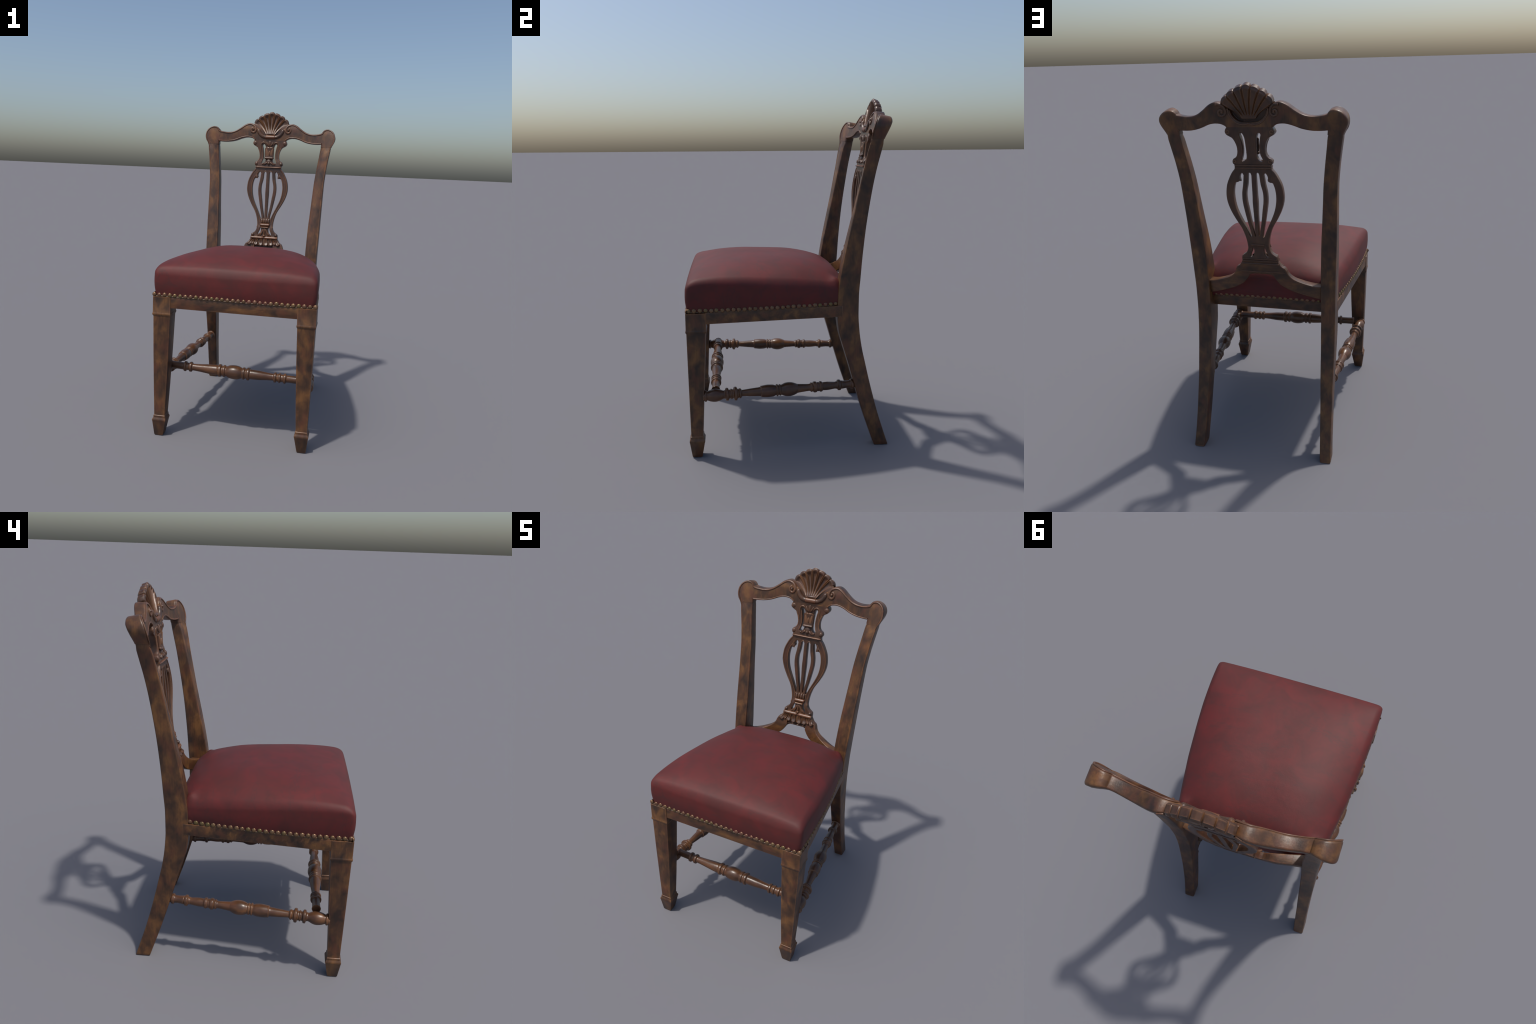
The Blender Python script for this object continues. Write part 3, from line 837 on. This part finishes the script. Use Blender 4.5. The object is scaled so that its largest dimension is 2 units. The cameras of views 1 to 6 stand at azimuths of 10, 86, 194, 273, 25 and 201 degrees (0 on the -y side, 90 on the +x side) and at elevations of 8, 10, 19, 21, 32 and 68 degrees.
def cushion():
    T = corner_dense(44)
    rings = []
    R = 0.034
    hs = list(np.linspace(0.02, 0.86, 26)) + list(1 - 0.14 * (1 - np.linspace(0.08, 1, 16)) ** 1.6)
    for h in hs:
        lp = []
        for t in T:
            u, v = unit_square(t)
            u, v = u * h, v * h
            x, y = seat_plan(u, v)
            e = edge_z(y)
            z = e + (crown_z(y) - e) * (1 - abs(u) ** 3.7)
            s = (1 - h) * 0.46
            if s < R:
                z -= R - math.sqrt(max(0, R * R - (R - s) ** 2))
            z += 0.020 * math.exp(-((abs(x) - 0.352) / 0.034) ** 2 - ((y - 0.268) / 0.028) ** 2)      # puckered up against the posts
            lp.append((x, y, z))
        rings.append(lp)
    rim = rings[-1]
    for k in np.linspace(0.08, 1, 12):
        lp = []
        for (x, y, z), t in zip(rim, T):
            u, v = unit_square(t)
            bulge = 0.002 * math.sin(math.pi * min(1, k * 1.2)) - 0.008 * k ** 3
            nx, ny = (u if abs(u) > 0.94 else 0), (v if abs(v) > 0.94 else 0)
            zz = z + (0.8435 - z) * k
            back = 0
            lp.append((x + nx * bulge, y + ny * bulge + back, zz))
        rings.append(lp)
    V, F = loft(rings, cap=False)
    n = len(T)
    F.append(tuple(range(n)))
    F.append(tuple(range((len(rings) - 1) * n, len(rings) * n)))
    # gentle irregularities of stuffing
    from mathutils import noise as mn
    W = []
    for x, y, z in V:
        q = mn.noise(Vector((x * 5, y * 5, z * 5))) * 0.0025 + mn.noise(Vector((x * 14, y * 14, z * 9 + 3))) * 0.0008
        k = sstep(0.87, 0.95, z)
        W.append((x + q * 0.4 * k, y + q * 0.4 * k, z + q * k))
    return W, F
seat = make("seat_cushion", *cushion(), M_LEATHER, chair, 60)

# ------------------------------------------------------------------ brass nails round the seat
def nail_mesh():
    loops = []
    for a in np.linspace(0.0, 1.0, 6):
        ang = a * math.pi / 2
        loops.append([(0.0128 * math.cos(ang) * math.cos(b) if a < 1 else 0.0004 * math.cos(b),
                       0.0128 * math.cos(ang) * math.sin(b) if a < 1 else 0.0004 * math.sin(b), 0.0082 * math.sin(ang)) for b in np.linspace(0, 2 * math.pi, 14, endpoint=False)])
    return mesh_from("upholstery_nail", *loft(loops), 60)
NAIL = nail_mesh()
NAIL.materials.append(M_BRASS)

def nail(x, y, z, nx, ny):
    ob = bpy.data.objects.new("upholstery_nail", NAIL)
    COL.objects.link(ob)
    ob.parent = seat
    j = lambda a: rng.uniform(-a, a)
    n = Vector((nx + j(0.12), ny + j(0.12), 0.10 + j(0.12))).normalized()
    k = 1 + j(0.07)
    ob.matrix_world = Matrix.Translation((x, y, z + j(0.0012))) @ n.to_track_quat("Z", "Y").to_matrix().to_4x4() @ Matrix.Scale(k, 4)

def strip(path, r=0.0042):
    loops = []
    for k, (x, y, z) in enumerate(path):
        a = Vector(path[min(k + 1, len(path) - 1)]) - Vector(path[max(k - 1, 0)])
        n = Vector((a.y, -a.x, 0)).normalized()
        loops.append([(x + n.x * r * math.cos(t), y + n.y * r * math.cos(t), z + r * 0.9 * math.sin(t)) for t in np.linspace(0, 2 * math.pi, 8, endpoint=False)])
    return loft(loops)
side = [(half_w(y) - 0.0075, y, 0.8475) for y in np.linspace(-0.560, 0.275, 30)]
front = [(x, -0.5625 - 0.005 * (1 - (x / 0.46) ** 2), 0.8465) for x in np.linspace(-0.458, 0.458, 24)]
make("modelled_glint_strip", *join([strip(front), strip(side), strip([(-x, y, z) for x, y, z in side[::-1]]), strip([(x, 0.3375, 0.8485) for x in np.linspace(0.30, -0.30, 12)])]), M_BROWN_STRIP, seat, 60)  # tan rod modelling the bright line of light on the ledge below the nails

for i in range(31):
    x = -0.461 + 0.922 * i / 30 + rng.uniform(-0.0015, 0.0015)
    nail(x, -0.5630 - 0.005 * (1 - (x / 0.46) ** 2), 0.8545, 0, -1)
for s in (1, -1):
    for i in range(28):
        y = -0.552 + 0.812 * i / 27 + rng.uniform(-0.0015, 0.0015)
        nail(s * (half_w(y) - 0.0055), y, 0.8560, s, 0)
for i in range(20):
    nail(-0.292 + 0.584 * i / 19 + rng.uniform(-0.0015, 0.0015), 0.3385, 0.8570, 0, 1)

# ------------------------------------------------------------------ turned stretchers
def turned(profile, p, q, n=28, sub=4):
    """Lathe profile [(position 0..1, radius)] along the axis p -> q."""
    P, Q = np.array(p, float), np.array(q, float)
    ax = (Q - P) / np.linalg.norm(Q - P)
    side = np.cross(ax, (0, 0, 1)); side /= np.linalg.norm(side)
    up = np.cross(side, ax)
    pr = catmull(profile, sub)
    loops = []
    for t, r in pr:
        c = P + (Q - P) * t
        r = max(r * 1.045, 0.004)
        loops.append([tuple(c + side * math.cos(a) * r + up * math.sin(a) * r) for a in np.linspace(0, 2 * math.pi, n, endpoint=False)])
    return loft(loops)

def stations(rows, a, b):
    """Rows of (coordinate, radius) -> fractions along a..b; ring rows (coordinate, neck, ring, half width)."""
    out = []
    for row in rows:
        if len(row) == 2:
            out.append((row[0], row[1]))
        else:
            x, neck, ring, hw = row
            d = 1 if b > a else -1
            out += [(x - d * hw, neck), (x - d * hw * 0.62, ring * 0.97), (x, ring), (x + d * hw * 0.62, ring * 0.97), (x + d * hw, neck)]
    return [((x - a) / (b - a), r) for x, r in out]

FRONT = [(-0.396, 0.0225), (-0.393, 0.0235), (-0.386, 0.0215), (-0.355, 0.0205), (-0.322, 0.021), (-0.306, 0.022, 0.029, 0.009), (-0.289, 0.022), (-0.272, 0.022, 0.0285, 0.010),
         (-0.257, 0.0195), (-0.21, 0.0225), (-0.15, 0.028), (-0.112, 0.030), (-0.094, 0.028, 0.036, 0.0105), (-0.079, 0.0285), (-0.067, 0.029, 0.034, 0.008),
         (-0.053, 0.029), (-0.035, 0.036), (-0.008, 0.0395), (0.018, 0.037), (0.037, 0.030), (0.050, 0.029, 0.0345, 0.008), (0.062, 0.0285), (0.077, 0.028, 0.036, 0.0105),
         (0.096, 0.0275), (0.14, 0.0265), (0.19, 0.0215), (0.222, 0.0195), (0.237, 0.021, 0.0285, 0.009), (0.251, 0.023), (0.263, 0.022, 0.0275, 0.008), (0.279, 0.022), (0.294, 0.022, 0.0285, 0.009),
         (0.31, 0.0205), (0.345, 0.0205), (0.386, 0.0215), (0.393, 0.0235), (0.396, 0.0225)]
make("stretcher", *turned(stations(FRONT, -0.396, 0.396), (-0.400, -0.416, 0.3935), (0.400, -0.418, 0.3765)), M_TURN, chair, 40)

SIDE = [(0.385, 0.021), (0.372, 0.0225), (0.364, 0.0215, 0.0275, 0.009), (0.332, 0.0200), (0.304, 0.0225), (0.289, 0.021, 0.029, 0.011), (0.270, 0.0200), (0.264, 0.0185), (0.222, 0.0225), (0.195, 0.0220),
        (0.181, 0.024, 0.0285, 0.009), (0.166, 0.0250), (0.147, 0.025, 0.030, 0.011), (0.127, 0.022, 0.0255, 0.006), (0.112, 0.0190), (0.075, 0.0215), (0.047, 0.0240), (0.041, 0.0265), (0.020, 0.0345), (-0.001, 0.0378),
        (-0.025, 0.0355), (-0.044, 0.0285), (-0.0555, 0.027, 0.031, 0.006), (-0.064, 0.0265), (-0.072, 0.027, 0.0325, 0.006), (-0.082, 0.0275), (-0.095, 0.0315), (-0.126, 0.0335), (-0.158, 0.0305), (-0.164, 0.0300), (-0.170, 0.0245),
        (-0.21, 0.0215), (-0.265, 0.0170), (-0.272, 0.0180), (-0.283, 0.022, 0.0265, 0.007), (-0.2925, 0.025), (-0.308, 0.026, 0.0365, 0.011), (-0.322, 0.0250), (-0.331, 0.024, 0.028, 0.005), (-0.340, 0.0240),
        (-0.355, 0.025, 0.0345, 0.010), (-0.370, 0.0220), (-0.378, 0.0225), (-0.400, 0.0315), (-0.422, 0.0345), (-0.445, 0.0310), (-0.463, 0.0245), (-0.474, 0.025, 0.030, 0.007), (-0.490, 0.0220)]
for s in (1, -1):
    make("stretcher", *turned(stations(SIDE, 0.385, -0.490), (s * 0.3530, 0.385, 0.367), (s * 0.4390, -0.490, 0.359)), M_TURN_SIDE, chair, 40)
